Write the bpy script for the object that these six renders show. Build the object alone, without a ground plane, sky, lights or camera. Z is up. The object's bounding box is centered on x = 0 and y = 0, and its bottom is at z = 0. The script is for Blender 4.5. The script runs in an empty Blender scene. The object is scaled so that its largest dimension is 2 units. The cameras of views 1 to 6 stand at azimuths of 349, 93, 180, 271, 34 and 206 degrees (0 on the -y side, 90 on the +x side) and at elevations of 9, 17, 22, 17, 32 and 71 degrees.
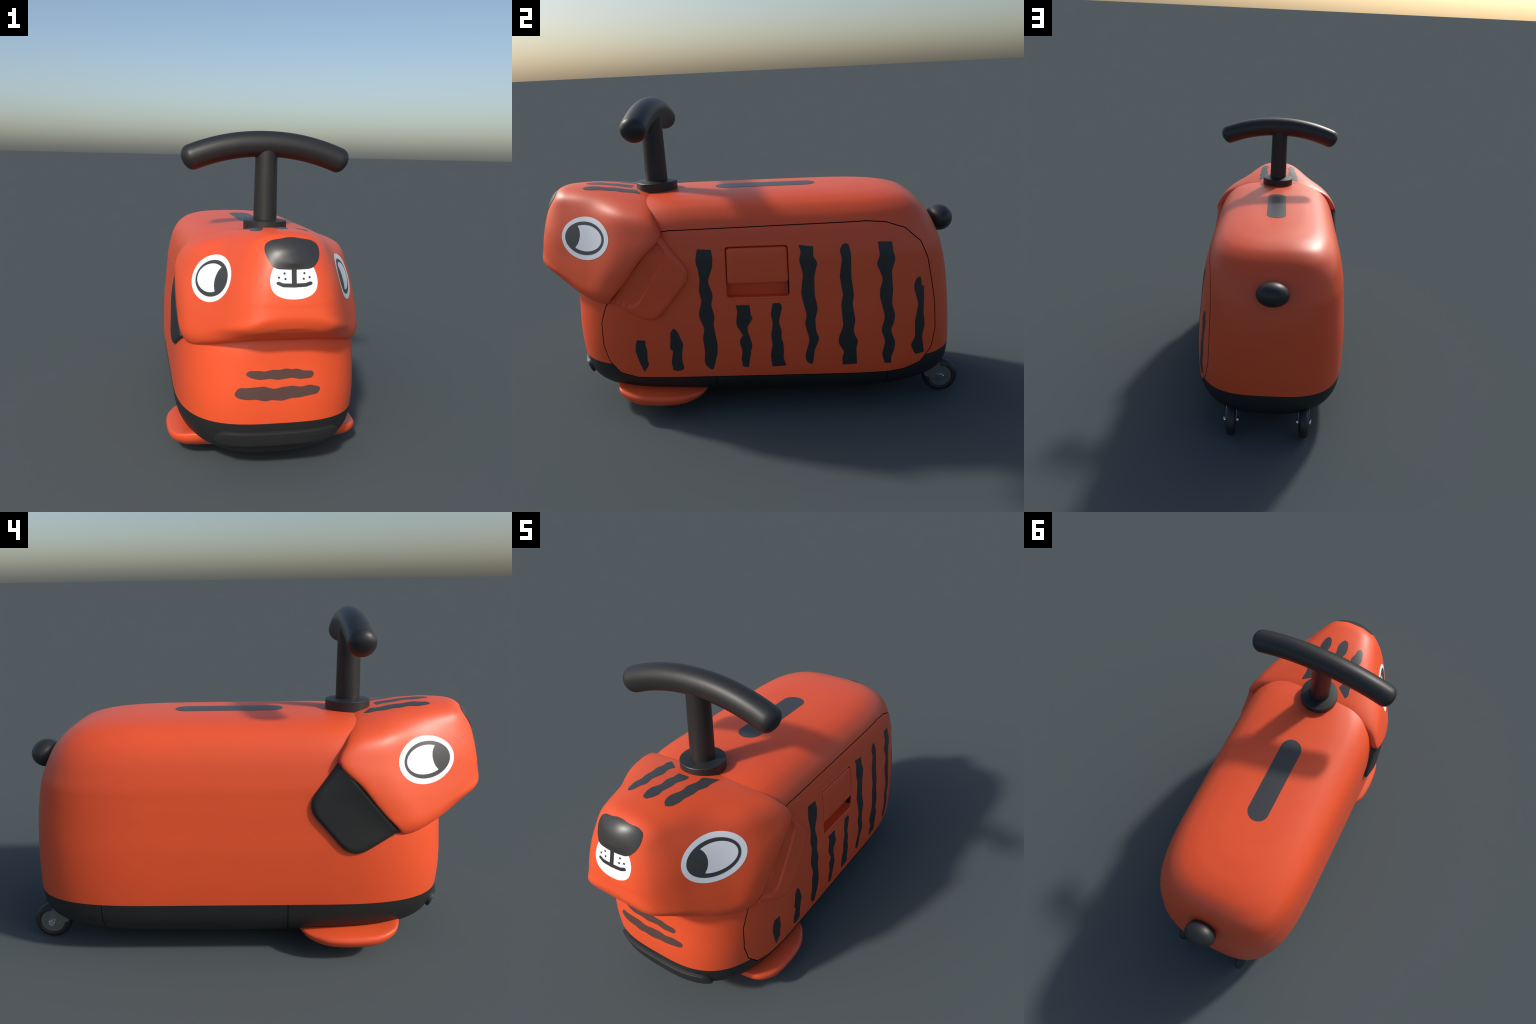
# Ride-on children's suitcase shaped like a tiger: shell, head, ears, side door,
# tray, castors, steering bar, foot flaps and printed marks, all built procedurally.
import bpy, bmesh, math
import numpy as np
from mathutils import Vector, Matrix
from mathutils.bvhtree import BVHTree

# ------------------------------------------------------------------ materials
def principled(name, color, rough=0.4, metallic=0.0, coat=0.0, grain=0.0, bump=0.0, spec=0.5):
    m = bpy.data.materials.new(name)
    m.use_nodes = True
    nt = m.node_tree
    b = nt.nodes["Principled BSDF"]
    b.inputs["Roughness"].default_value = rough
    b.inputs["Metallic"].default_value = metallic
    b.inputs["Specular IOR Level"].default_value = spec
    b.inputs["Coat Weight"].default_value = coat
    tc = nt.nodes.new("ShaderNodeTexCoord")
    nz = nt.nodes.new("ShaderNodeTexNoise")
    nz.inputs["Scale"].default_value = 9.0
    nz.inputs["Detail"].default_value = 3.0
    nt.links.new(tc.outputs["Object"], nz.inputs["Vector"])
    rp = nt.nodes.new("ShaderNodeValToRGB")
    c = np.array(color)
    rp.color_ramp.elements[0].position = 0.3
    rp.color_ramp.elements[1].position = 0.7
    rp.color_ramp.elements[0].color = (*(c * (1 - grain)), 1)
    rp.color_ramp.elements[1].color = (*(c * (1 + grain)), 1)
    nt.links.new(nz.outputs["Fac"], rp.inputs["Fac"])
    nt.links.new(rp.outputs["Color"], b.inputs["Base Color"])
    if bump > 0:
        n2 = nt.nodes.new("ShaderNodeTexNoise")
        n2.inputs["Scale"].default_value = 260.0
        bp = nt.nodes.new("ShaderNodeBump")
        bp.inputs["Strength"].default_value = bump
        bp.inputs["Distance"].default_value = 0.001
        nt.links.new(tc.outputs["Object"], n2.inputs["Vector"])
        nt.links.new(n2.outputs["Fac"], bp.inputs["Height"])
        nt.links.new(bp.outputs["Normal"], b.inputs["Normal"])
    return m

ORANGE = principled("orange_plastic", (0.845, 0.098, 0.027), rough=0.42, grain=0.012, spec=0.5)
BLACK = principled("black_plastic", (0.021, 0.021, 0.021), rough=0.45, grain=0.03)
TRAY = principled("tray_plastic", (0.016, 0.016, 0.016), rough=0.55, grain=0.03)
DARKGAP = principled("seam_shadow_gap", (0.006, 0.004, 0.004), rough=0.9)  # shadow inside the seams painted near-black onto the cut walls
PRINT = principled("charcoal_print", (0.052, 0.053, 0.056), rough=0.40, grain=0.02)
SIDEPRINT = principled("dark_charcoal_stripe", (0.020, 0.022, 0.024), rough=0.45, grain=0.02)  # near-black tone of the door stripes, darker than charcoal_print
BROWN = principled("faded_brown_print", (0.105, 0.055, 0.047), rough=0.42, grain=0.02)
NOSE = principled("nose_print", (0.036, 0.036, 0.036), rough=0.36, grain=0.02)
WHITE = principled("white_print", (0.96, 0.96, 0.96), rough=0.42, grain=0.005)
RUBBER = principled("tyre_rubber", (0.020, 0.021, 0.022), rough=0.5, grain=0.04)
CHROME = principled("polished_axle_steel", (0.75, 0.75, 0.76), rough=0.12, metallic=1.0)
STEEL = principled("grey_hub_steel", (0.22, 0.225, 0.22), rough=0.38, metallic=0.6, grain=0.04)

# ------------------------------------------------------------------ helpers
def make_obj(name, verts, faces, mat, parent=None, smooth=True, mats=None, fmats=None):
    me = bpy.data.meshes.new(name)
    me.from_pydata([tuple(map(float, v)) for v in verts], [], faces)
    for m in (mats or [mat]):
        me.materials.append(m)
    if fmats is not None:
        me.polygons.foreach_set("material_index", fmats)
    if smooth:
        me.shade_smooth()
    me.update()
    ob = bpy.data.objects.new(name, me)
    bpy.context.scene.collection.objects.link(ob)
    if parent:
        ob.parent = parent
    return ob

def recalc(ob):
    bm = bmesh.new(); bm.from_mesh(ob.data)
    bmesh.ops.remove_doubles(bm, verts=bm.verts, dist=1e-5)
    bmesh.ops.recalc_face_normals(bm, faces=bm.faces)
    bm.to_mesh(ob.data); bm.free()
    ob.data.shade_smooth()

def smooth_angle(ob, deg):
    ob.data.shade_smooth()
    ob.data.set_sharp_from_angle(angle=math.radians(deg))

def hermite(rows, m):
    """Interpolating cubic through rows (chord-length parameter), m samples per span."""
    P = np.asarray(rows, float)
    d = np.linalg.norm(np.diff(P, axis=0), axis=1) ** 0.5 + 1e-6
    t = np.concatenate([[0], np.cumsum(d)])
    T = np.zeros_like(P)
    T[1:-1] = ((P[1:-1] - P[:-2]) / d[:-1, None] * d[1:, None] +
               (P[2:] - P[1:-1]) / d[1:, None] * d[:-1, None]) / (d[:-1] + d[1:])[:, None]
    T[0] = 1.5 * (P[1] - P[0]) / d[0] - 0.5 * T[1]
    T[-1] = 1.5 * (P[-1] - P[-2]) / d[-1] - 0.5 * T[-2]
    out = []
    for i in range(len(P) - 1):
        for k in range(m):
            s = k / m; h = d[i]
            out.append((2*s**3-3*s**2+1)*P[i] + (s**3-2*s**2+s)*h*T[i]
                       + (-2*s**3+3*s**2)*P[i+1] + (s**3-s**2)*h*T[i+1])
    out.append(P[-1])
    return np.array(out)

def round_poly(pts, radius, n=7):
    """Round the corners of a closed polygon; radius: one number or one per corner."""
    pts = [Vector(p) for p in pts]; N = len(pts); out = []
    for i, p in enumerate(pts):
        r = radius if not hasattr(radius, "__len__") else radius[i]
        a, b = pts[i-1] - p, pts[(i+1) % N] - p
        if r <= 0:
            out.append(tuple(p)); continue
        ang = a.angle(b) / 2
        d = min(r / math.tan(ang), 0.49 * a.length, 0.49 * b.length)
        p0, p1 = p + a.normalized() * d, p + b.normalized() * d
        for k in range(n):
            s = k / (n - 1)
            out.append(tuple(p0 * (1-s)**2 + p * 2*s*(1-s) + p1 * s*s))
    return out

class Surface:
    """Reference surface: ray casts and smooth normals."""
    def __init__(self, ob):
        me = ob.data
        self.v = [v.co.copy() for v in me.vertices]
        self.n = [v.normal.copy() for v in me.vertices]
        me.calc_loop_triangles()
        self.t = [tuple(t.vertices) for t in me.loop_triangles]
        self.bvh = BVHTree.FromPolygons(self.v, self.t)
    def normal(self, co, idx):
        a, b, c = self.t[idx]
        A, B, C = self.v[a], self.v[b], self.v[c]
        w = []
        for P, Q in ((B, C), (C, A), (A, B)):
            w.append((P - co).cross(Q - co).length)
        s = sum(w) or 1
        return ((self.n[a]*w[0] + self.n[b]*w[1] + self.n[c]*w[2]) / s).normalized()
    def nearest(self, p):
        co, _, i, d = self.bvh.find_nearest(p)
        return co, self.normal(co, i)
    def cast(self, o, d):
        co, _, i, dist = self.bvh.ray_cast(o, d)
        if co is None:
            return self.nearest(o)
        return co, self.normal(co, i)

def apply_outer_normals(ob, surf, outer_index=0, eps=0.0012):
    """Give faces of material 0 the smooth normals of the uncut surface."""
    me = ob.data
    me.shade_smooth()
    nrm = [None] * len(me.loops)
    cache = {}
    for p in me.polygons:
        if p.material_index == outer_index:
            for li in p.loop_indices:
                vi = me.loops[li].vertex_index
                if vi not in cache:
                    cache[vi] = surf.nearest(me.vertices[vi].co)[1]
                nrm[li] = cache[vi]
        else:
            for li in p.loop_indices:
                nrm[li] = p.normal
    me.normals_split_custom_set([tuple(n) for n in nrm])

def boolean(ob, cutter, op):
    md = ob.modifiers.new("b", "BOOLEAN")
    md.operation = op; md.object = cutter; md.solver = "EXACT"
    dg = bpy.context.evaluated_depsgraph_get()
    me = bpy.data.meshes.new_from_object(ob.evaluated_get(dg))
    ob.modifiers.remove(md)
    old = ob.data; ob.data = me
    bpy.data.meshes.remove(old)

def duplicate(ob, name):
    o = ob.copy(); o.data = ob.data.copy(); o.name = name; o.data.name = name
    bpy.context.scene.collection.objects.link(o)
    return o

def delete(ob):
    me = ob.data
    bpy.data.objects.remove(ob); bpy.data.meshes.remove(me)

def prism(name, outline, axis, lo, hi, mats):
    """Closed prism; outline in the two remaining axes. The material slots match the body's,
    the faces use the last slot (dark cut walls)."""
    n = len(outline); V = []
    for h in (lo, hi):
        for a, b in outline:
            V.append({"x": (h, a, b), "y": (a, h, b), "z": (a, b, h)}[axis])
    F = [tuple(range(n)), tuple(range(n, 2*n))]
    F += [(i, (i+1) % n, n + (i+1) % n, n + i) for i in range(n)]
    ob = make_obj(name, V, F, None, mats=mats, fmats=[len(mats)-1]*len(F), smooth=False)
    bm = bmesh.new(); bm.from_mesh(ob.data)
    bmesh.ops.recalc_face_normals(bm, faces=bm.faces)
    bm.to_mesh(ob.data); bm.free()
    return ob

def bisect_keep(ob, co, no, cap_index):
    """Keep the side the normal points away from; cap the cut with material cap_index."""
    bm = bmesh.new(); bm.from_mesh(ob.data)
    r = bmesh.ops.bisect_plane(bm, geom=bm.verts[:]+bm.edges[:]+bm.faces[:], plane_co=co,
                               plane_no=no, clear_outer=True)
    ed = [e for e in r["geom_cut"] if isinstance(e, bmesh.types.BMEdge)]
    f = bmesh.ops.holes_fill(bm, edges=ed, sides=0)
    for x in f["faces"]:
        x.material_index = cap_index
    bm.to_mesh(ob.data); bm.free()

def decal(name, outline, mapper, mat, parent, lift=0.0008, step=0.012, holes=()):
    """Printed mark: a 2D outline laid onto a surface by mapper(a, b) -> (point, normal)."""
    bm = bmesh.new()
    vs = [bm.verts.new((a, b, 0)) for a, b in outline]
    ed = [bm.edges.new((vs[i], vs[(i+1) % len(vs)])) for i in range(len(vs))]
    for h in holes:
        hv = [bm.verts.new((a, b, 0)) for a, b in h]
        ed += [bm.edges.new((hv[i], hv[(i+1) % len(hv)])) for i in range(len(hv))]
    bmesh.ops.triangle_fill(bm, use_beauty=True, edges=ed)
    A = np.array(outline)
    for ax in (0, 1):
        lo, hi = A[:, ax].min(), A[:, ax].max()
        for k in range(1, int((hi - lo) / step) + 1):
            co = [0, 0, 0]; no = [0, 0, 0]
            co[ax] = lo + k * step; no[ax] = 1
            bmesh.ops.bisect_plane(bm, geom=bm.verts[:]+bm.edges[:]+bm.faces[:],
                                   plane_co=co, plane_no=no, dist=1e-6)
    bmesh.ops.triangulate(bm, faces=bm.faces[:])
    bm.verts.index_update()
    P = [mapper(v.co.x, v.co.y) for v in bm.verts]
    V = [p + n * lift for p, n in P]; N = [n for p, n in P]
    F = [tuple(v.index for v in f.verts) for f in bm.faces]
    # consistent winding outwards
    F2 = []
    for f in F:
        a, b, c = (V[i] for i in f)
        F2.append(f if (b-a).cross(c-a).dot(N[f[0]]) > 0 else f[::-1])
    # skirt that closes the rim against the surface
    rim = [tuple(v.index for v in e.verts) for e in bm.edges if len(e.link_faces) == 1]
    bm.free()
    low = {}
    for e in rim:
        for i in e:
            if i not in low:
                low[i] = len(V); V.append(P[i][0] - N[i] * 0.0015); N.append(N[i])
    for i, j in rim:
        F2.append((i, j, low[j], low[i]))
    ob = make_obj(name, V, F2, mat, parent)
    ob.data.normals_split_custom_set_from_vertices([tuple(n) for n in N])
    return ob

def revolve(name, profile, mat, parent, axis="z", center=(0, 0, 0), seg=64, angle=35):
    """Lathe a (radius, height) profile."""
    V, F = [], []
    n = len(profile)
    for k in range(seg):
        a = 2*math.pi*k/seg; c, s = math.cos(a), math.sin(a)
        for r, h in profile:
            v = {"z": (r*c, r*s, h), "x": (h, r*c, r*s)}[axis]
            V.append(tuple(v[i] + center[i] for i in range(3)))
    for k in range(seg):
        k2 = (k+1) % seg
        for i in range(n-1):
            F.append((k*n+i, k2*n+i, k2*n+i+1, k*n+i+1))
    ob = make_obj(name, V, F, mat, parent)
    recalc(ob); smooth_angle(ob, angle)
    return ob

# ------------------------------------------------------------------ root
root = bpy.data.objects.new("ride_on_suitcase", None)
bpy.context.scene.collection.objects.link(root)
root["label"] = "orange tiger shaped ride-on children's suitcase with black steering bar"
root["category"] = "ride-on suitcase"

# ------------------------------------------------------------------ body: stacked plan curves
# rows: z, half width, front y, back y, squareness of the plan curve in front and behind
BODY = [
    (0.058, 0.030, -0.10, 0.20, 3.0, 3.0),
    (0.058, 0.180, -0.57, 0.72, 3.2, 3.4),
    (0.069, 0.265, -0.675, 0.815, 3.4, 3.6),
    (0.101, 0.318, -0.745, 0.874, 3.6, 3.8),
    (0.140, 0.366, -0.796, 0.929, 3.6, 3.7),
    (0.180, 0.392, -0.817, 0.952, 3.7, 3.8),
    (0.225, 0.403, -0.828, 0.961, 3.8, 3.9),
    (0.267, 0.407, -0.836, 0.964, 3.8, 3.9),
    (0.360, 0.410, -0.843, 0.963, 3.8, 3.9),
    (0.500, 0.407, -0.839, 0.955, 3.7, 3.9),
    (0.600, 0.399, -0.830, 0.946, 3.6, 3.9),
    (0.655, 0.395, -0.800, 0.938, 3.5, 3.9),
    (0.720, 0.389, -0.715, 0.924, 3.7, 4.0),
    (0.800, 0.379, -0.655, 0.898, 4.2, 4.1),
    (0.880, 0.361, -0.625, 0.859, 4.2, 4.2),
    (0.935, 0.336, -0.595, 0.817, 4.1, 4.2),
    (0.972, 0.303, -0.565, 0.769, 4.1, 4.1),
    (1.000, 0.252, -0.530, 0.696, 4.0, 3.8),
    (1.014, 0.190, -0.480, 0.600, 3.8, 3.4),
    (1.021, 0.110, -0.350, 0.470, 3.1, 3.1),
    (1.023, 0.030, -0.180, 0.280, 3.0, 3.0),
]
def plan_curve(hx, yf, yb, nf, nb, per=44):
    """Straight flanks closed by super-elliptic ends, each end with its own squareness."""
    sq = []
    for k in range(per): sq.append((1, -1 + 2*k/per))
    for k in range(per): sq.append((1 - 2*k/per, 1))
    for k in range(per): sq.append((-1, 1 - 2*k/per))
    for k in range(per): sq.append((-1 + 2*k/per, -1))
    out = []
    y0, y1 = 0.30*yf, 0.36*yb            # the flanks are straight between these
    for a, b in sq:
        a, b = math.sin(a*math.pi/2*0.98), math.sin(b*math.pi/2*0.98)
        n = (nf if b < 0 else nb) - 0.6
        s = (abs(a)**n + abs(b)**n) ** (-1/n)
        y = y0 + (y0 - yf)*b*s if b < 0 else y1 + (yb - y1)*b*s
        out.append((hx*a*s, y))
    return out
rows = hermite(BODY, 5)
V, F = [], []
per = None
for z, hx, yf, yb, nf, nb in rows:
    ring = plan_curve(max(hx, 0.01), yf, yb, nf, nb)
    per = len(ring)
    V += [(x, y, z) for x, y in ring]
for i in range(len(rows)-1):
    for k in range(per):
        k2 = (k+1) % per
        F.append((i*per+k, i*per+k2, (i+1)*per+k2, (i+1)*per+k))
F.append(tuple(range(per))[::-1])
F.append(tuple(range((len(rows)-1)*per, len(rows)*per)))
MATS = [ORANGE, DARKGAP]
solid = make_obj("body_reference", V, F, None, mats=MATS)
recalc(solid)
SKIN = Surface(solid)

# ------------------------------------------------------------------ side door, shell and tray
TRAY_Z = 0.267
DOOR = round_poly([(-0.36, 0.889), (-0.323, 0.894), (0.546, 0.905), (0.629, 0.896), (0.713, 0.865), (0.784, 0.80),
                   (0.817, 0.724), (0.838, 0.609), (0.853, 0.508), (0.857, 0.387), (0.838, 0.300), (0.787, 0.240),
                   (0.71, 0.215), (0.636, 0.208), (-0.52, 0.208), (-0.602, 0.228), (-0.650, 0.285), (-0.670, 0.363),
                   (-0.667, 0.469), (-0.657, 0.50), (-0.637, 0.552)], 0.012, 3)
def grow(poly, d):
    P = np.array(poly); out = []
    area = sum(P[i-1][0]*P[i][1]-P[i][0]*P[i-1][1] for i in range(len(P)))
    sg = 1 if area > 0 else -1
    for i in range(len(P)):
        t = P[(i+1) % len(P)] - P[i-1]; t /= np.linalg.norm(t) + 1e-9
        out.append(tuple(P[i] + sg*d*np.array((t[1], -t[0]))))
    return out
cut_in = prism("cutter", DOOR, "x", 0.27, 0.60, MATS)
cut_out = prism("cutter", grow(DOOR, 0.0042), "x", 0.265, 0.60, MATS)
door = duplicate(solid, "side_door")
boolean(door, cut_in, "INTERSECT")
boolean(solid, cut_out, "DIFFERENCE")
delete(cut_in); delete(cut_out)
# grip recess in the door
RECESS = round_poly([(-0.080, 0.588), (0.205, 0.588), (0.203, 0.820), (-0.078, 0.820)], 0.016, 6)
DOORMATS = [ORANGE, DARKGAP]
rc = prism("cutter", RECESS, "x", 0.355, 0.60, [ORANGE, DARKGAP, ORANGE])
door.data.materials.append(ORANGE)
boolean(door, rc, "DIFFERENCE")
delete(rc)

shell = solid; shell.name = "body_shell"; shell.data.name = "body_shell"
tray = duplicate(shell, "base_tray")
bisect_keep(shell, (0, 0, TRAY_Z + 0.0006), (0, 0, -1), 1)
bisect_keep(tray, (0, 0, TRAY_Z - 0.0006), (0, 0, 1), 1)
tray.data.materials[0] = TRAY
tray_mid = duplicate(tray, "base_tray")
tray_back = duplicate(tray, "base_tray")
Y1, Y2, G = -0.152, 0.635, 0.0014
bisect_keep(tray, (0, Y1-G, 0), (0, 1, 0), 1)
bisect_keep(tray_mid, (0, Y1+G, 0), (0, -1, 0), 1)
bisect_keep(tray_mid, (0, Y2-G, 0), (0, 1, 0), 1)
bisect_keep(tray_back, (0, Y2+G, 0), (0, -1, 0), 1)
for o in (shell, door, tray, tray_mid, tray_back):
    apply_outer_normals(o, SKIN)
    o.parent = root

# grip lid: rounded plate that follows the door skin, over the upper part of the recess
def skin_plate(name, outline, mat, parent, lift, depth, edge=0.006, rings=5):
    """Plate on the +x side following the skin, with rounded rim."""
    c = np.mean(outline, axis=0); O = np.array(outline); n = len(O)
    V, F = [], []
    prof = [(-edge*(1-math.cos(a)), -edge*(1-math.sin(a))) for a in np.linspace(0, math.pi/2, rings)]
    for off, dx in [(0, -depth)] + prof:
        P = grow(outline, off)
        for y, z in P:
            p, nn = SKIN.cast(Vector((1, y, z)), Vector((-1, 0, 0)))
            V.append((p.x + lift + dx, y, z))
    inner = np.array(grow(outline, -edge))
    for s in (0.75, 0.5, 0.25):
        for y, z in c + (inner - c)*s:
            p, nn = SKIN.cast(Vector((1, y, z)), Vector((-1, 0, 0)))
            V.append((p.x + lift, y, z))
    R = len(V)//n
    for i in range(R-1):
        F += [(i*n+k, i*n+(k+1) % n, (i+1)*n+(k+1) % n, (i+1)*n+k) for k in range(n)]
    F.append(tuple((R-1)*n+k for k in range(n)))
    F.append(tuple(range(n))[::-1])
    ob = make_obj(name, V, F, mat, parent); recalc(ob); smooth_angle(ob, 50)
    return ob
LID = round_poly([(-0.0725, 0.653), (0.1975, 0.653), (0.1955, 0.8125), (-0.0705, 0.8125)], 0.016, 6)
skin_plate("grip_lid", LID, ORANGE, door, 0.0005, 0.026, 0.007)
# black end stop inside the slot and a rounded lower lip
# soft rolled edge around the recess
pathR = [SKIN.cast(Vector((1, y, z)), Vector((-1, 0, 0)))[0] - Vector((0.0042, 0, 0)) for y, z in grow(RECESS, 0.0018)]
V, F = [], []
np_, ns = len(pathR), 12
for i, p in enumerate(pathR):
    t = (pathR[(i+1) % np_] - pathR[i-1]).normalized(); o = t.cross(Vector((1, 0, 0))).normalized()
    for k in range(ns):
        a = 2*math.pi*k/ns
        V.append(p + (Vector((1, 0, 0))*math.cos(a) + o*math.sin(a))*0.0052)
for i in range(np_):
    for k in range(ns):
        F.append((i*ns+k, i*ns+(k+1) % ns, ((i+1) % np_)*ns+(k+1) % ns, ((i+1) % np_)*ns+k))
recalc(make_obj("grip_rim", V, F, ORANGE, door))
stop = make_obj("grip_slot_opening", [(0.366, 0.194, 0.60), (0.366, 0.2045, 0.60), (0.366, 0.2045, 0.652), (0.366, 0.194, 0.652),
                (0.386, 0.196, 0.60), (0.386, 0.2045, 0.60), (0.386, 0.2045, 0.652), (0.386, 0.196, 0.652)],
                [(0,1,2,3), (4,5,6,7), (0,1,5,4), (1,2,6,5), (2,3,7,6), (3,0,4,7)], DARKGAP, door, smooth=False)

# ------------------------------------------------------------------ head
# sections from the rear rim to the snout; each from top centre round the side to the bottom centre
HEAD = [
 [(0,-.437,1.014),(.12,-.437,1.012),(.228,-.432,.997),(.342,-.402,.953),(.394,-.360,.878),(.404,-.450,.775),(.401,-.525,.680),(.390,-.598,.600),(.362,-.622,.565),(.2,-.63,.558),(0,-.63,.556)],
 [(0,-.56,1.037),(.11,-.56,1.035),(.214,-.55,1.014),(.317,-.54,.960),(.365,-.53,.860),(.380,-.575,.762),(.382,-.622,.675),(.373,-.662,.602),(.345,-.675,.567),(.2,-.69,.566),(0,-.70,.566)],
 [(0,-.70,1.057),(.100,-.70,1.051),(.181,-.695,1.022),(.242,-.69,.959),(.293,-.685,.855),(.318,-.705,.757),(.330,-.725,.680),(.329,-.748,.622),(.304,-.764,.598),(.17,-.785,.604),(0,-.80,.607)],
 [(0,-.82,1.060),(.091,-.815,1.051),(.154,-.81,1.019),(.196,-.808,.957),(.239,-.808,.860),(.262,-.815,.765),(.274,-.828,.695),(.271,-.840,.664),(.242,-.850,.631),(.14,-.864,.633),(0,-.868,.634)],
 [(0,-.893,1.051),(.076,-.889,1.042),(.129,-.885,1.012),(.160,-.890,.953),(.192,-.899,.868),(.210,-.907,.785),(.219,-.915,.724),(.219,-.921,.692),(.188,-.917,.663),(.10,-.920,.659),(0,-.921,.658)],
 [(0,-.944,1.013),(.055,-.940,1.005),(.096,-.937,.979),(.123,-.943,.932),(.143,-.954,.872),(.156,-.966,.803),(.161,-.976,.748),(.166,-.982,.716),(.140,-.971,.688),(.072,-.965,.684),(0,-.963,.682)],
 [(0,-.968,.957),(.030,-.967,.951),(.053,-.966,.937),(.069,-.972,.908),(.078,-.983,.864),(.083,-.992,.816),(.086,-.999,.772),(.086,-1.000,.747),(.072,-.991,.718),(.036,-.986,.708),(0,-.984,.706)],
]
H = np.array(HEAD, float)
# rounded rim turned inwards behind the first section
rim = []
for off, back in ((0.055, -0.012), (0.032, 0.014), (0.011, 0.015)):
    S = H[0].copy()
    c = np.array([0, 0, 0.80])
    d = S - c; d[:, 1] = 0
    L = np.linalg.norm(d, axis=1, keepdims=True)
    S = S - d / L * off
    S[:, 1] += back * np.array([1, 1, 1, 1, 0.5, 0, 0, 0, 0, 0, 0])
    rim.append(S)
H = np.concatenate([np.array(rim), H])
# interpolate along v (around) and then along u (rear to nose)
def symmetric(S):                      # mirror so that the spline is smooth over the centre line
    L = S[1:-1][::-1] * np.array([-1, 1, 1])
    return np.concatenate([S, L])
around = []
for S in H:
    ring = symmetric(S)
    k = len(ring)
    ext = np.concatenate([ring[-3:], ring, ring[:4]])
    m = 6
    full = hermite(ext, m)
    around.append(full[3*m:(3+k)*m])
around = np.array(around)             # sections x ring points x 3
nu = around.shape[1]
lines = np.array([hermite(around[:, j], 6) for j in range(nu)])   # ring x u x 3
nw = lines.shape[1]
V = lines.reshape(-1, 3); F = []
for j in range(nu):
    j2 = (j+1) % nu
    for i in range(nw-1):
        F.append((j*nw+i, j2*nw+i, j2*nw+i+1, j*nw+i+1))
F.append(tuple(j*nw for j in range(nu))[::-1])
# bridge the snout opening with cross strips, slightly domed
tip = lines[:, -1]; V = [tuple(v) for v in V]; half = nu//2; strips = [[nw-1]]
for j in range(1, half):
    a, b = tip[j], tip[nu-j]; row = [j*nw + nw-1]
    for k in (1, 2, 3):
        p = a + (b-a)*k/4
        p[1] -= 0.003*(1-(1-k/2)**2)
        V.append(tuple(p)); row.append(len(V)-1)
    strips.append(row + [(nu-j)*nw + nw-1])
strips.append([half*nw + nw-1])
for A, B in zip(strips[1:-1], strips[2:-1]):
    F += [(A[k], A[k+1], B[k+1], B[k]) for k in range(4)]
for P, R in ((strips[0][0], strips[1]), (strips[-1][0], strips[-2])):
    F += [(P, R[k], R[k+1]) for k in range(4)]
head = make_obj("head", V, F, ORANGE, root)
recalc(head)
# melt the spline ripples at the snout without shrinking it (Taubin smoothing)
def taubin(ob, pick, rounds, steps=(0.55, -0.556)):
    me = ob.data
    P = np.array([v.co[:] for v in me.vertices]); E = np.array([e.vertices[:] for e in me.edges])
    w = np.array([1.0 if pick(p) else 0.0 for p in P])[:, None]
    deg = np.bincount(E.ravel(), minlength=len(P))[:, None]
    for k in range(rounds):
        for lam in steps:
            S = np.zeros_like(P)
            np.add.at(S, E[:, 0], P[E[:, 1]]); np.add.at(S, E[:, 1], P[E[:, 0]])
            P = P + w * lam * (S/deg - P)
    for v, p in zip(me.vertices, P):
        v.co = p
    me.update()
taubin(head, lambda p: p[1] < -0.48, 12)
taubin(head, lambda p: p[1] < -0.93, 40)
taubin(head, lambda p: p[1] < -0.945 and p[2] < 0.80, 7, (0.5,))
FACE = Surface(head)

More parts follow.
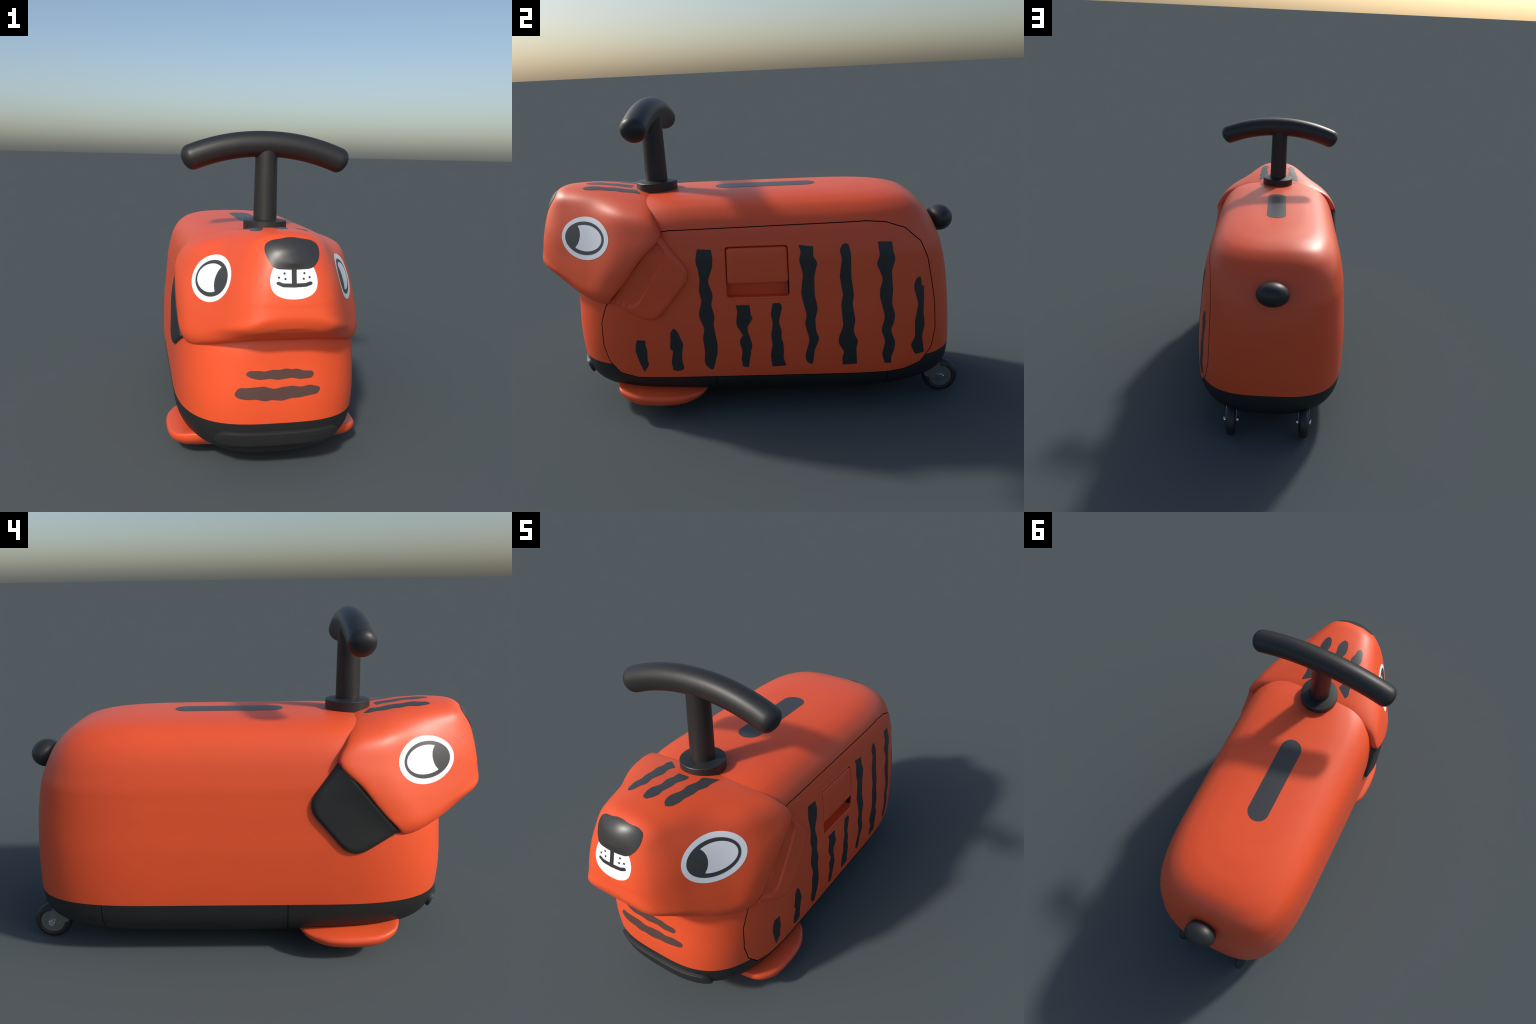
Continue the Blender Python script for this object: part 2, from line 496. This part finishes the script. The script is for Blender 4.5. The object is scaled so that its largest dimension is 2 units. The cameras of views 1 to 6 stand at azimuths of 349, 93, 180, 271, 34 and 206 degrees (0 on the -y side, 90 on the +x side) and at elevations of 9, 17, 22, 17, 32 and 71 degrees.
# ------------------------------------------------------------------ ears
EAR = round_poly([(-0.358, 0.882), (-0.222, 0.700), (-0.412, 0.476), (-0.606, 0.583)],
                 [0.004, 0.09, 0.095, 0.004], 12)
def ear(side, mat, pocket):
    O = np.array(EAR)
    # resample the outline evenly
    seg = np.linalg.norm(np.roll(O, -1, 0) - O, axis=1); L = np.concatenate([[0], np.cumsum(seg)])
    P = np.vstack([O, O[:1]]); n = 260
    t = np.linspace(0, L[-1], n, endpoint=False)
    O = np.stack([np.interp(t, L, P[:, k]) for k in (0, 1)], 1)
    c = O.mean(0)
    sa, sb = np.array((-0.358, 0.882)), np.array((-0.606, 0.583))
    sd = (sb - sa) / np.linalg.norm(sb - sa); sn = np.array((-sd[1], sd[0]))
    if (c - sa) @ sn < 0: sn = -sn
    POCKET = round_poly([(-0.376, 0.868), (-0.326, 0.800), (-0.490, 0.555), (-0.600, 0.590)], [0.0, 0.07, 0.06, 0.0], 10)
    PK = [Vector(p) for p in POCKET]
    def inside_dist(y, z):
        p = Vector((y, z)); ins = False; d = 9
        for i in range(len(PK)):
            a, b = PK[i-1], PK[i]
            if (a.y > z) != (b.y > z) and y < (b.x-a.x)*(z-a.y)/(b.y-a.y)+a.x: ins = not ins
            ab = b-a; s = max(0, min(1, (p-a).dot(ab)/max(ab.length_squared, 1e-12)))
            d = min(d, (a+ab*s-p).length)
        return d if ins else -d
    def outer(y, z, s):
        sk = SKIN.cast(Vector((1, y, z)), Vector((-1, 0, 0)))[0].x
        dist = max(0.0, (np.array((y, z)) - sa) @ sn)      # distance from the seam
        along = (np.array((y, z)) - sa) @ sd / np.linalg.norm(sb - sa)
        head_x = np.interp(along, (0, 0.33, 0.67, 1), (0.395, 0.407, 0.406, 0.393))
        w = min(1, dist / 0.22)
        x = head_x * (1-w) + (sk + 0.017) * w
        x = sk + 0.014 + 0.5*((x-sk-0.014) + math.sqrt((x-sk-0.014)**2 + 0.006**2))
        return x, sk, dist
    V, F = [], []
    rings = [(1.0, -1.0), (1.0, 0.0)] + [(1 - 0.16*(1-math.cos(a)), math.sin(a)) for a in np.linspace(0.25, math.pi/2, 7)]
    rings += [(s, 1.0) for s in np.linspace(0.825, 0.02, 64)]
    for s, hgt in rings:
        for y, z in c + (O - c)*s:
            x, sk, dist = outer(y, z, s)
            inner = sk - 0.012
            base = sk + 0.004
            if hgt < 0: xx = inner
            else:
                seam_edge = min(1.0, dist/0.02)          # no rounding along the seam
                hh = hgt + (1-hgt)*(1-seam_edge)
                xx = base + (x-base)*hh
            if pocket and hgt > 0:
                e = inside_dist(y, z)
                q = max(0, min(1, (e + 0.001)/0.0045)); q = q*q*(3-2*q)
                xx -= 0.011*q
            V.append((side*xx, y, z))
    R = len(rings)
    for i in range(R-1):
        F += [(i*n+k, i*n+(k+1) % n, (i+1)*n+(k+1) % n, (i+1)*n+k) for k in range(n)]
    F.append(tuple((R-1)*n+k for k in range(n)))
    F.append(tuple(range(n)))
    ob = make_obj("ear", V, F, mat, head); recalc(ob); smooth_angle(ob, 60)
    return ob
ear(1, ORANGE, True)
ear(-1, BLACK, False)

# ------------------------------------------------------------------ steering column and bar
CY = -0.43
revolve("steering_collar", [(0.0, 0.98), (0.0975, 0.98), (0.0975, 1.058), (0.095, 1.0605), (0.053, 1.067), (0.0, 1.067)],
        BLACK, root, center=(0, CY, 0), angle=30)
revolve("steering_stem", [(0.0, 1.03), (0.053, 1.03), (0.049, 1.40), (0.0, 1.40)], BLACK, root, center=(0, CY, 0))
def tube(name, path, radii, mat, parent, seg=32):
    P = [Vector(p) for p in path]; V, F = [], []
    for i, p in enumerate(P):
        t = (P[min(i+1, len(P)-1)] - P[max(i-1, 0)]).normalized()
        s = t.cross(Vector((0, 1, 0))).normalized(); u = Vector((0, 1, 0)); u = s.cross(t)
        for k in range(seg):
            a = 2*math.pi*k/seg
            V.append(p + (s*math.cos(a) + u*math.sin(a))*radii[i])
    n = len(P)
    for i in range(n-1):
        F += [(i*seg+k, i*seg+(k+1) % seg, (i+1)*seg+(k+1) % seg, (i+1)*seg+k) for k in range(seg)]
    F += [tuple(range(seg)), tuple(range((n-1)*seg, n*seg))]
    ob = make_obj(name, V, F, mat, parent); recalc(ob)
    return ob
path, rad = [], []
HALF, RT = 0.372, 0.057
for s in np.concatenate([np.linspace(-1, -0.86, 10), np.linspace(-0.84, 0.84, 40), np.linspace(0.86, 1, 10)]):
    x = HALF*s
    e = max(0, abs(x) - (HALF-0.042)) / 0.042
    path.append((x, CY - 0.004*(s*s), 1.399 - 0.081*(abs(s)**2.1)))
    rad.append(RT*max(0.30, math.sqrt(max(0.0, 1 - 0.91*e**2.4))))
tube("steering_bar", path, rad, BLACK, root)

# ------------------------------------------------------------------ tail knob
V, F = [], []
nn, mm = 48, 28
for i in range(mm+1):
    th = math.pi*i/mm
    for k in range(nn):
        a = 2*math.pi*k/nn
        V.append((0.083*math.cos(th), 0.930+0.064*math.sin(th)*math.cos(a), 0.828+0.062*math.sin(th)*math.sin(a)))
for i in range(mm):
    F += [(i*nn+k, i*nn+(k+1) % nn, (i+1)*nn+(k+1) % nn, (i+1)*nn+k) for k in range(nn)]
recalc(make_obj("tail", V, F, BLACK, root))

# ------------------------------------------------------------------ foot flaps over the front castors
# stations along y: outer half width, top, bottom
FOOT = [(-.641, .300, .145, .126), (-.634, .342, .148, .110), (-.612, .393, .146, .086), (-.575, .420, .141, .060), (-.530, .436, .135, .044), (-.460, .444, .131, .038),
        (-.380, .444, .129, .037), (-.320, .435, .127, .041), (-.275, .415, .125, .052), (-.235, .388, .122, .074),
        (-.210, .350, .119, .098), (-.200, .315, .115, .106)]
def foot(side):
    st = hermite(FOOT, 6)
    V, F = [], []
    for y, xo, zt, zb in st:
        xo -= 0.004; zt += 0.002; zb += 0.009
        h = zt - zb
        e = min(1.0, h/0.08)
        sec = [(0.22, 1.12, 0), (xo-.12*e, 1.10, 0), (xo-.075*e, 1.04, 0), (xo-.035*e, .96, 0), (xo-.011*e, .89, 0), (xo, .76, 0), (xo-.002*e, .54, 0), (xo-.018*e, .31, 0),
               (xo-.058*e, .10, 0), (xo-.12*e, .01, 0), (0.22, -.03, 0)]
        for x, f, _ in hermite(sec, 4):
            V.append((side*x, y, zb + h*f))
    n = len(V)//len(st)
    for i in range(len(st)-1):
        F += [(i*n+k, i*n+k+1, (i+1)*n+k+1, (i+1)*n+k) for k in range(n-1)]
        F.append((i*n+n-1, i*n, (i+1)*n, (i+1)*n+n-1))
    F += [tuple(range(n)), tuple(range((len(st)-1)*n, len(st)*n))]
    ob = make_obj("foot", V, F, ORANGE, root); recalc(ob); smooth_angle(ob, 70)
    return ob
foot(1); foot(-1)

# ------------------------------------------------------------------ castors
def castor(x, y, z, r, w):
    c = (x, y, z)
    h = w/2
    body = revolve("castor_wheel", [(0.0, -h*0.55), (r*0.66, -h*0.55), (r*0.68, -h*0.9), (r*0.72, -h), (r*0.86, -h*0.92), (r*0.96, -h*0.6), (r, -h*0.2),
              (r, h*0.2), (r*0.96, h*0.6), (r*0.86, h*0.92), (r*0.72, h), (r*0.68, h*0.9), (r*0.66, h*0.55), (0.0, h*0.55)],
              RUBBER, root, axis="x", center=c, seg=56, angle=40)
    revolve("hub", [(0.0, -h*0.75), (r*0.655, -h*0.75), (r*0.66, -h*0.5), (r*0.66, h*0.5), (r*0.655, h*0.75), (0, h*0.75)], STEEL, body,
            axis="x", center=c, seg=48)
    a = w*0.82
    revolve("axle", [(0.0, -a), (r*0.17, -a), (r*0.19, -a+0.002), (r*0.19, a-0.002), (r*0.17, a), (0, a)], CHROME, body, axis="x", center=c, seg=24)
    for s in (-1, 1):
        # flat fork arm from the axle up and forward into the tray
        O = round_poly([(y+0.016, z-0.016), (y+0.018, z+0.02), (y-0.02, z+0.09), (y-0.10, z+0.07), (y-0.075, z+0.005), (y-0.01, z-0.018)], 0.012, 4)
        p = prism("fork", O, "x", x+s*(h+0.003)-0.002, x+s*(h+0.003)+0.002, [STEEL])
        p.parent = body
    return body
for sx in (-1, 1):
    castor(sx*0.192, 0.917, 0.083, 0.083, 0.048)
    castor(sx*0.285, -0.430, 0.056, 0.056, 0.040)

# ------------------------------------------------------------------ bumper grip on the front of the tray
def bumper():
    V, F = [], []
    n = 60
    O = []
    hl, hh = 0.222, 0.036
    for s in range(n):
        u = s/n*4
        if u < 1: O.append((-hl+2*hl*u, hh))
        elif u < 2: a = math.pi/2-math.pi*(u-1); O.append((hl+hh*math.cos(a), hh*math.sin(a)))
        elif u < 3: O.append((hl-2*hl*(u-2), -hh))
        else: a = -math.pi/2-math.pi*(u-3); O.append((-hl+hh*math.cos(a), hh*math.sin(a)))
    def lay(x, v, lift):
        p, nrm = SKIN.cast(Vector((x, -2, 0.200 + v*0.85)), Vector((0, 1, 0)))
        return p + nrm*lift
    rings = [(1, -0.01), (1, 0.011), (0.97, 0.0138), (0.90, 0.015), (0.6, 0.015), (0.3, 0.015), (0.05, 0.015)]
    for s, l in rings:
        for x, v in O:
            xx = x if s == 1 else math.copysign(max(0, abs(x)-hh*(1-s)), x)
            V.append(lay(xx, v*s, l))
    for i in range(len(rings)-1):
        F += [(i*n+k, i*n+(k+1) % n, (i+1)*n+(k+1) % n, (i+1)*n+k) for k in range(n)]
    F.append(tuple((len(rings)-1)*n+k for k in range(n)))
    ob = make_obj("front_grip", V, F, BLACK, tray); recalc(ob); smooth_angle(ob, 40)
bumper()
#MARKS
# ------------------------------------------------------------------ printed marks
def from_side(y, z):  return SKIN.cast(Vector((1, y, z)), Vector((-1, 0, 0)))
def from_front(x, z): return SKIN.cast(Vector((x, -2, z)), Vector((0, 1, 0)))
def from_above(x, y): return SKIN.cast(Vector((x, y, 2)), Vector((0, 0, -1)))
def face_front(x, z): return FACE.cast(Vector((x, -2, z)), Vector((0, 1, 0)))
def face_above(x, y): return FACE.cast(Vector((x, y, 2)), Vector((0, 0, -1)))

def soft(o):
    """Round the wavy flanks generously, keep the torn ends crisp."""
    P = [Vector(p) for p in o]; r = []
    for i, p in enumerate(P):
        a = math.degrees((P[i-1]-p).angle(P[(i+1) % len(P)]-p))
        r.append(0.05 if a > 118 else 0.0035)
    return round_poly(o, r, 5)
# ragged tiger stripes on the door, corner points in (y, z)
STRIPES = [
 [(-.503,.400),(-.462,.398),(-.466,.370),(-.458,.354),(-.463,.300),(-.457,.276),(-.485,.236),(-.499,.279),(-.508,.313),(-.515,.345),(-.511,.373)],
 [(-.327,.457),(-.311,.439),(-.298,.402),(-.289,.378),(-.300,.326),(-.301,.288),(-.294,.258),(-.304,.246),(-.328,.240),(-.348,.248),(-.351,.293),(-.339,.344),(-.353,.356),(-.345,.407),(-.346,.433)],
 [(-.198,.814),(-.136,.809),(-.131,.770),(-.135,.732),(-.156,.677),(-.156,.659),(-.139,.606),(-.150,.558),(-.137,.508),(-.145,.468),(-.133,.370),(-.137,.327),(-.159,.249),(-.169,.245),(-.190,.261),(-.199,.288),(-.193,.338),(-.197,.404),(-.187,.450),(-.207,.506),(-.206,.528),(-.191,.581),(-.201,.625),(-.194,.677),(-.199,.725),(-.208,.759)],
 [(-.041,.556),(.021,.556),(.025,.508),(.033,.494),(.007,.454),(.007,.436),(.026,.363),(.018,.337),(.002,.253),(-.024,.256),(-.028,.299),(-.021,.338),(-.035,.384),(-.015,.414),(-.044,.465),(-.034,.528)],
 [(.124,.560),(.156,.562),(.167,.544),(.148,.473),(.160,.431),(.157,.395),(.165,.371),(.166,.328),(.163,.298),(.174,.257),(.110,.253),(.106,.315),(.116,.363),(.112,.415),(.122,.469),(.114,.506)],
 [(.247,.818),(.312,.809),(.309,.764),(.328,.742),(.312,.674),(.312,.592),(.324,.530),(.311,.481),(.314,.422),(.329,.389),(.305,.333),(.298,.273),(.289,.260),(.268,.274),(.262,.305),(.284,.382),(.265,.460),(.274,.501),(.252,.599),(.263,.689),(.247,.754),(.258,.787)],
 [(.448,.819),(.464,.814),(.474,.771),(.474,.667),(.484,.587),(.477,.547),(.489,.471),(.479,.416),(.502,.369),(.492,.344),(.495,.257),(.430,.254),(.429,.294),(.438,.317),(.411,.366),(.417,.398),(.435,.446),(.427,.543),(.436,.589),(.423,.676),(.435,.754),(.424,.786),(.435,.811)],
 [(.591,.819),(.654,.814),(.658,.773),(.669,.740),(.651,.683),(.657,.604),(.652,.537),(.666,.488),(.661,.447),(.646,.417),(.668,.354),(.663,.317),(.651,.287),(.649,.251),(.621,.254),(.608,.299),(.623,.365),(.603,.416),(.621,.478),(.598,.574),(.599,.608),(.614,.653),(.583,.724),(.600,.755)],
 [(.767,.642),(.784,.645),(.789,.603),(.799,.601),(.800,.547),(.798,.479),(.805,.415),(.792,.367),(.804,.284),(.763,.280),(.737,.331),(.760,.365),(.758,.443),(.773,.521),(.752,.601),(.756,.624)],
]
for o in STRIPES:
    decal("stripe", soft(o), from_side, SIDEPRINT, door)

# chest stripes in (x, z)
for o in (
 [(-.150,.480),(-.136,.496),(-.086,.495),(-.075,.492),(-.039,.499),(-.009,.497),(.016,.503),(.039,.497),(.063,.500),(.087,.490),(.126,.487),(.136,.474),(.126,.457),(.073,.455),(.041,.463),(-.016,.456),(-.049,.462),(-.093,.458),(-.132,.468)],
 [(-.195,.396),(-.176,.426),(-.146,.425),(-.074,.431),(-.032,.418),(-.001,.425),(.044,.429),(.081,.422),(.119,.429),(.159,.417),(.165,.407),(.155,.388),(.121,.384),(.072,.377),(.042,.377),(.001,.367),(-.043,.373),(-.067,.367),(-.105,.377),(-.138,.375),(-.176,.380)]):
    decal("chest_stripe", round_poly(o, 0.05, 6), from_front, BROWN, shell)

# forehead stripes in (x, y)
for o in (
 [(-.108,-.758),(-.123,-.707),(-.114,-.677),(-.127,-.640),(-.125,-.609),(-.137,-.566),(-.130,-.533),(-.141,-.503),(-.130,-.481),(-.075,-.522),(-.086,-.552),(-.069,-.598),(-.076,-.657),(-.062,-.701),(-.074,-.728),(-.077,-.762),(-.093,-.772)],
 [(-.010,-.779),(-.024,-.741),(-.027,-.709),(-.013,-.675),(-.026,-.628),(-.022,-.591),(-.028,-.553),(.024,-.550),(.032,-.578),(.022,-.620),(.028,-.666),(.025,-.706),(.032,-.735),(.025,-.762),(.012,-.783)],
 [(.079,-.758),(.069,-.728),(.069,-.701),(.080,-.658),(.070,-.616),(.077,-.561),(.068,-.520),(.128,-.481),(.124,-.535),(.130,-.568),(.120,-.609),(.124,-.641),(.118,-.687),(.120,-.715),(.113,-.756),(.097,-.770)]):
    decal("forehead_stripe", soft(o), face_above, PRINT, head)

# seat strip: a capsule along the back
cap = [(0.055*math.cos(a), 0.279 + 0.055*math.sin(a)) for a in np.linspace(0, math.pi, 24)]
cap += [(0.055*math.cos(a), -0.089 + 0.055*math.sin(a)) for a in np.linspace(math.pi, 2*math.pi, 24)]
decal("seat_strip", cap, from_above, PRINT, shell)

# nose pad, white muzzle, mouth and whisker dots in (x, z)
decal("muzzle", round_poly([(-.074,.945),(-.087,.911),(-.091,.887),(-.085,.857),(-.067,.838),(-.036,.826),(.001,.823),(.038,.826),(.069,.838),(.087,.857),(.093,.887),(.089,.911),(.076,.945)], 0.2, 7),
      face_front, WHITE, head, lift=0.0008, step=0.010)
decal("nose", round_poly([(-.104,.992),(-.100,1.018),(-.076,1.033),(-.013,1.044),(.013,1.044),(.080,1.033),(.106,1.018),(.110,.992),(.102,.962),(.074,.934),(.0,.931),(-.071,.934),(-.091,.960)], 0.06, 7),
      face_front, NOSE, head, lift=0.0018, step=0.010)
decal("lip_line", [(-.0085,.940),(.0105,.940),(.0095,.872),(-.0095,.872)], face_front, NOSE, head, lift=0.0015)
top = [(-.060,.8895),(-.042,.8825),(.0,.8815),(.044,.8825),(.063,.8885)]
low = [(.069,.8765),(.046,.8690),(.0,.8670),(-.043,.8685),(-.066,.8785)]
decal("mouth", round_poly([top[0]] + top[1:] + [(.0715,.8840)] + low + [(-.0680,.8850)], 0.006, 4), face_front, NOSE, head, lift=0.0015)
for x, z in ((-.036,.918), (-.057,.903), (-.033,.898), (.040,.918), (.060,.903), (.037,.898)):
    decal("whisker_dot", [(x+.0042*math.cos(a), z+.0042*math.sin(a)) for a in np.linspace(0, 2*math.pi, 14, endpoint=False)],
          face_front, NOSE, head, lift=0.0015)

# eyes: nested ellipses in the tangent plane of each cheek
def eye(side):
    E0 = Vector((side*0.279, -0.722, 0.855))
    U = Vector((side*0.42, 0.90, -0.07)).normalized()
    N = Vector((side*0.90, -0.42, 0.10)); N = (N - U*N.dot(U)).normalized()
    W = Vector((0, 0.03, 1)); W = (W - U*W.dot(U) - N*W.dot(N)).normalized()
    def lay(a, b): return FACE.cast(E0 + U*a + W*b + N*0.3, -N)
    def ell(cx, cy, rx, ry, n=72): return [(cx+rx*math.cos(a), cy+ry*math.sin(a)) for a in np.linspace(0, 2*math.pi, n, endpoint=False)]
    white = decal("eye", ell(-.001, 0, .139, .0955), lay, WHITE, head, lift=0.0008)
    decal("eye_ring", ell(-.004, 0, .115, .0735), lay, PRINT, head, lift=0.0014)
    # inner white, bitten by the pupil on the nose side
    px, py, prx, pry = -.080, -.002, .049, .058
    pts = []
    inner = ell(.000, .001, .0985, .0575, 160)
    keep = [((x-px)/prx)**2 + ((y-py)/pry)**2 > 1 for x, y in inner]
    k0 = next(i for i in range(160) if keep[i] and not keep[i-1])
    run = []
    i = k0
    while keep[i % 160]:
        run.append(inner[i % 160]); i += 1
    a0 = math.atan2((run[-1][1]-py)/pry, (run[-1][0]-px)/prx)
    a1 = math.atan2((run[0][1]-py)/pry, (run[0][0]-px)/prx)
    arc = [(px+prx*math.cos(a), py+pry*math.sin(a)) for a in np.linspace(a0, a1, 26)[1:-1]]
    decal("eye_white", run + arc, lay, WHITE, head, lift=0.0020)
eye(1); eye(-1)
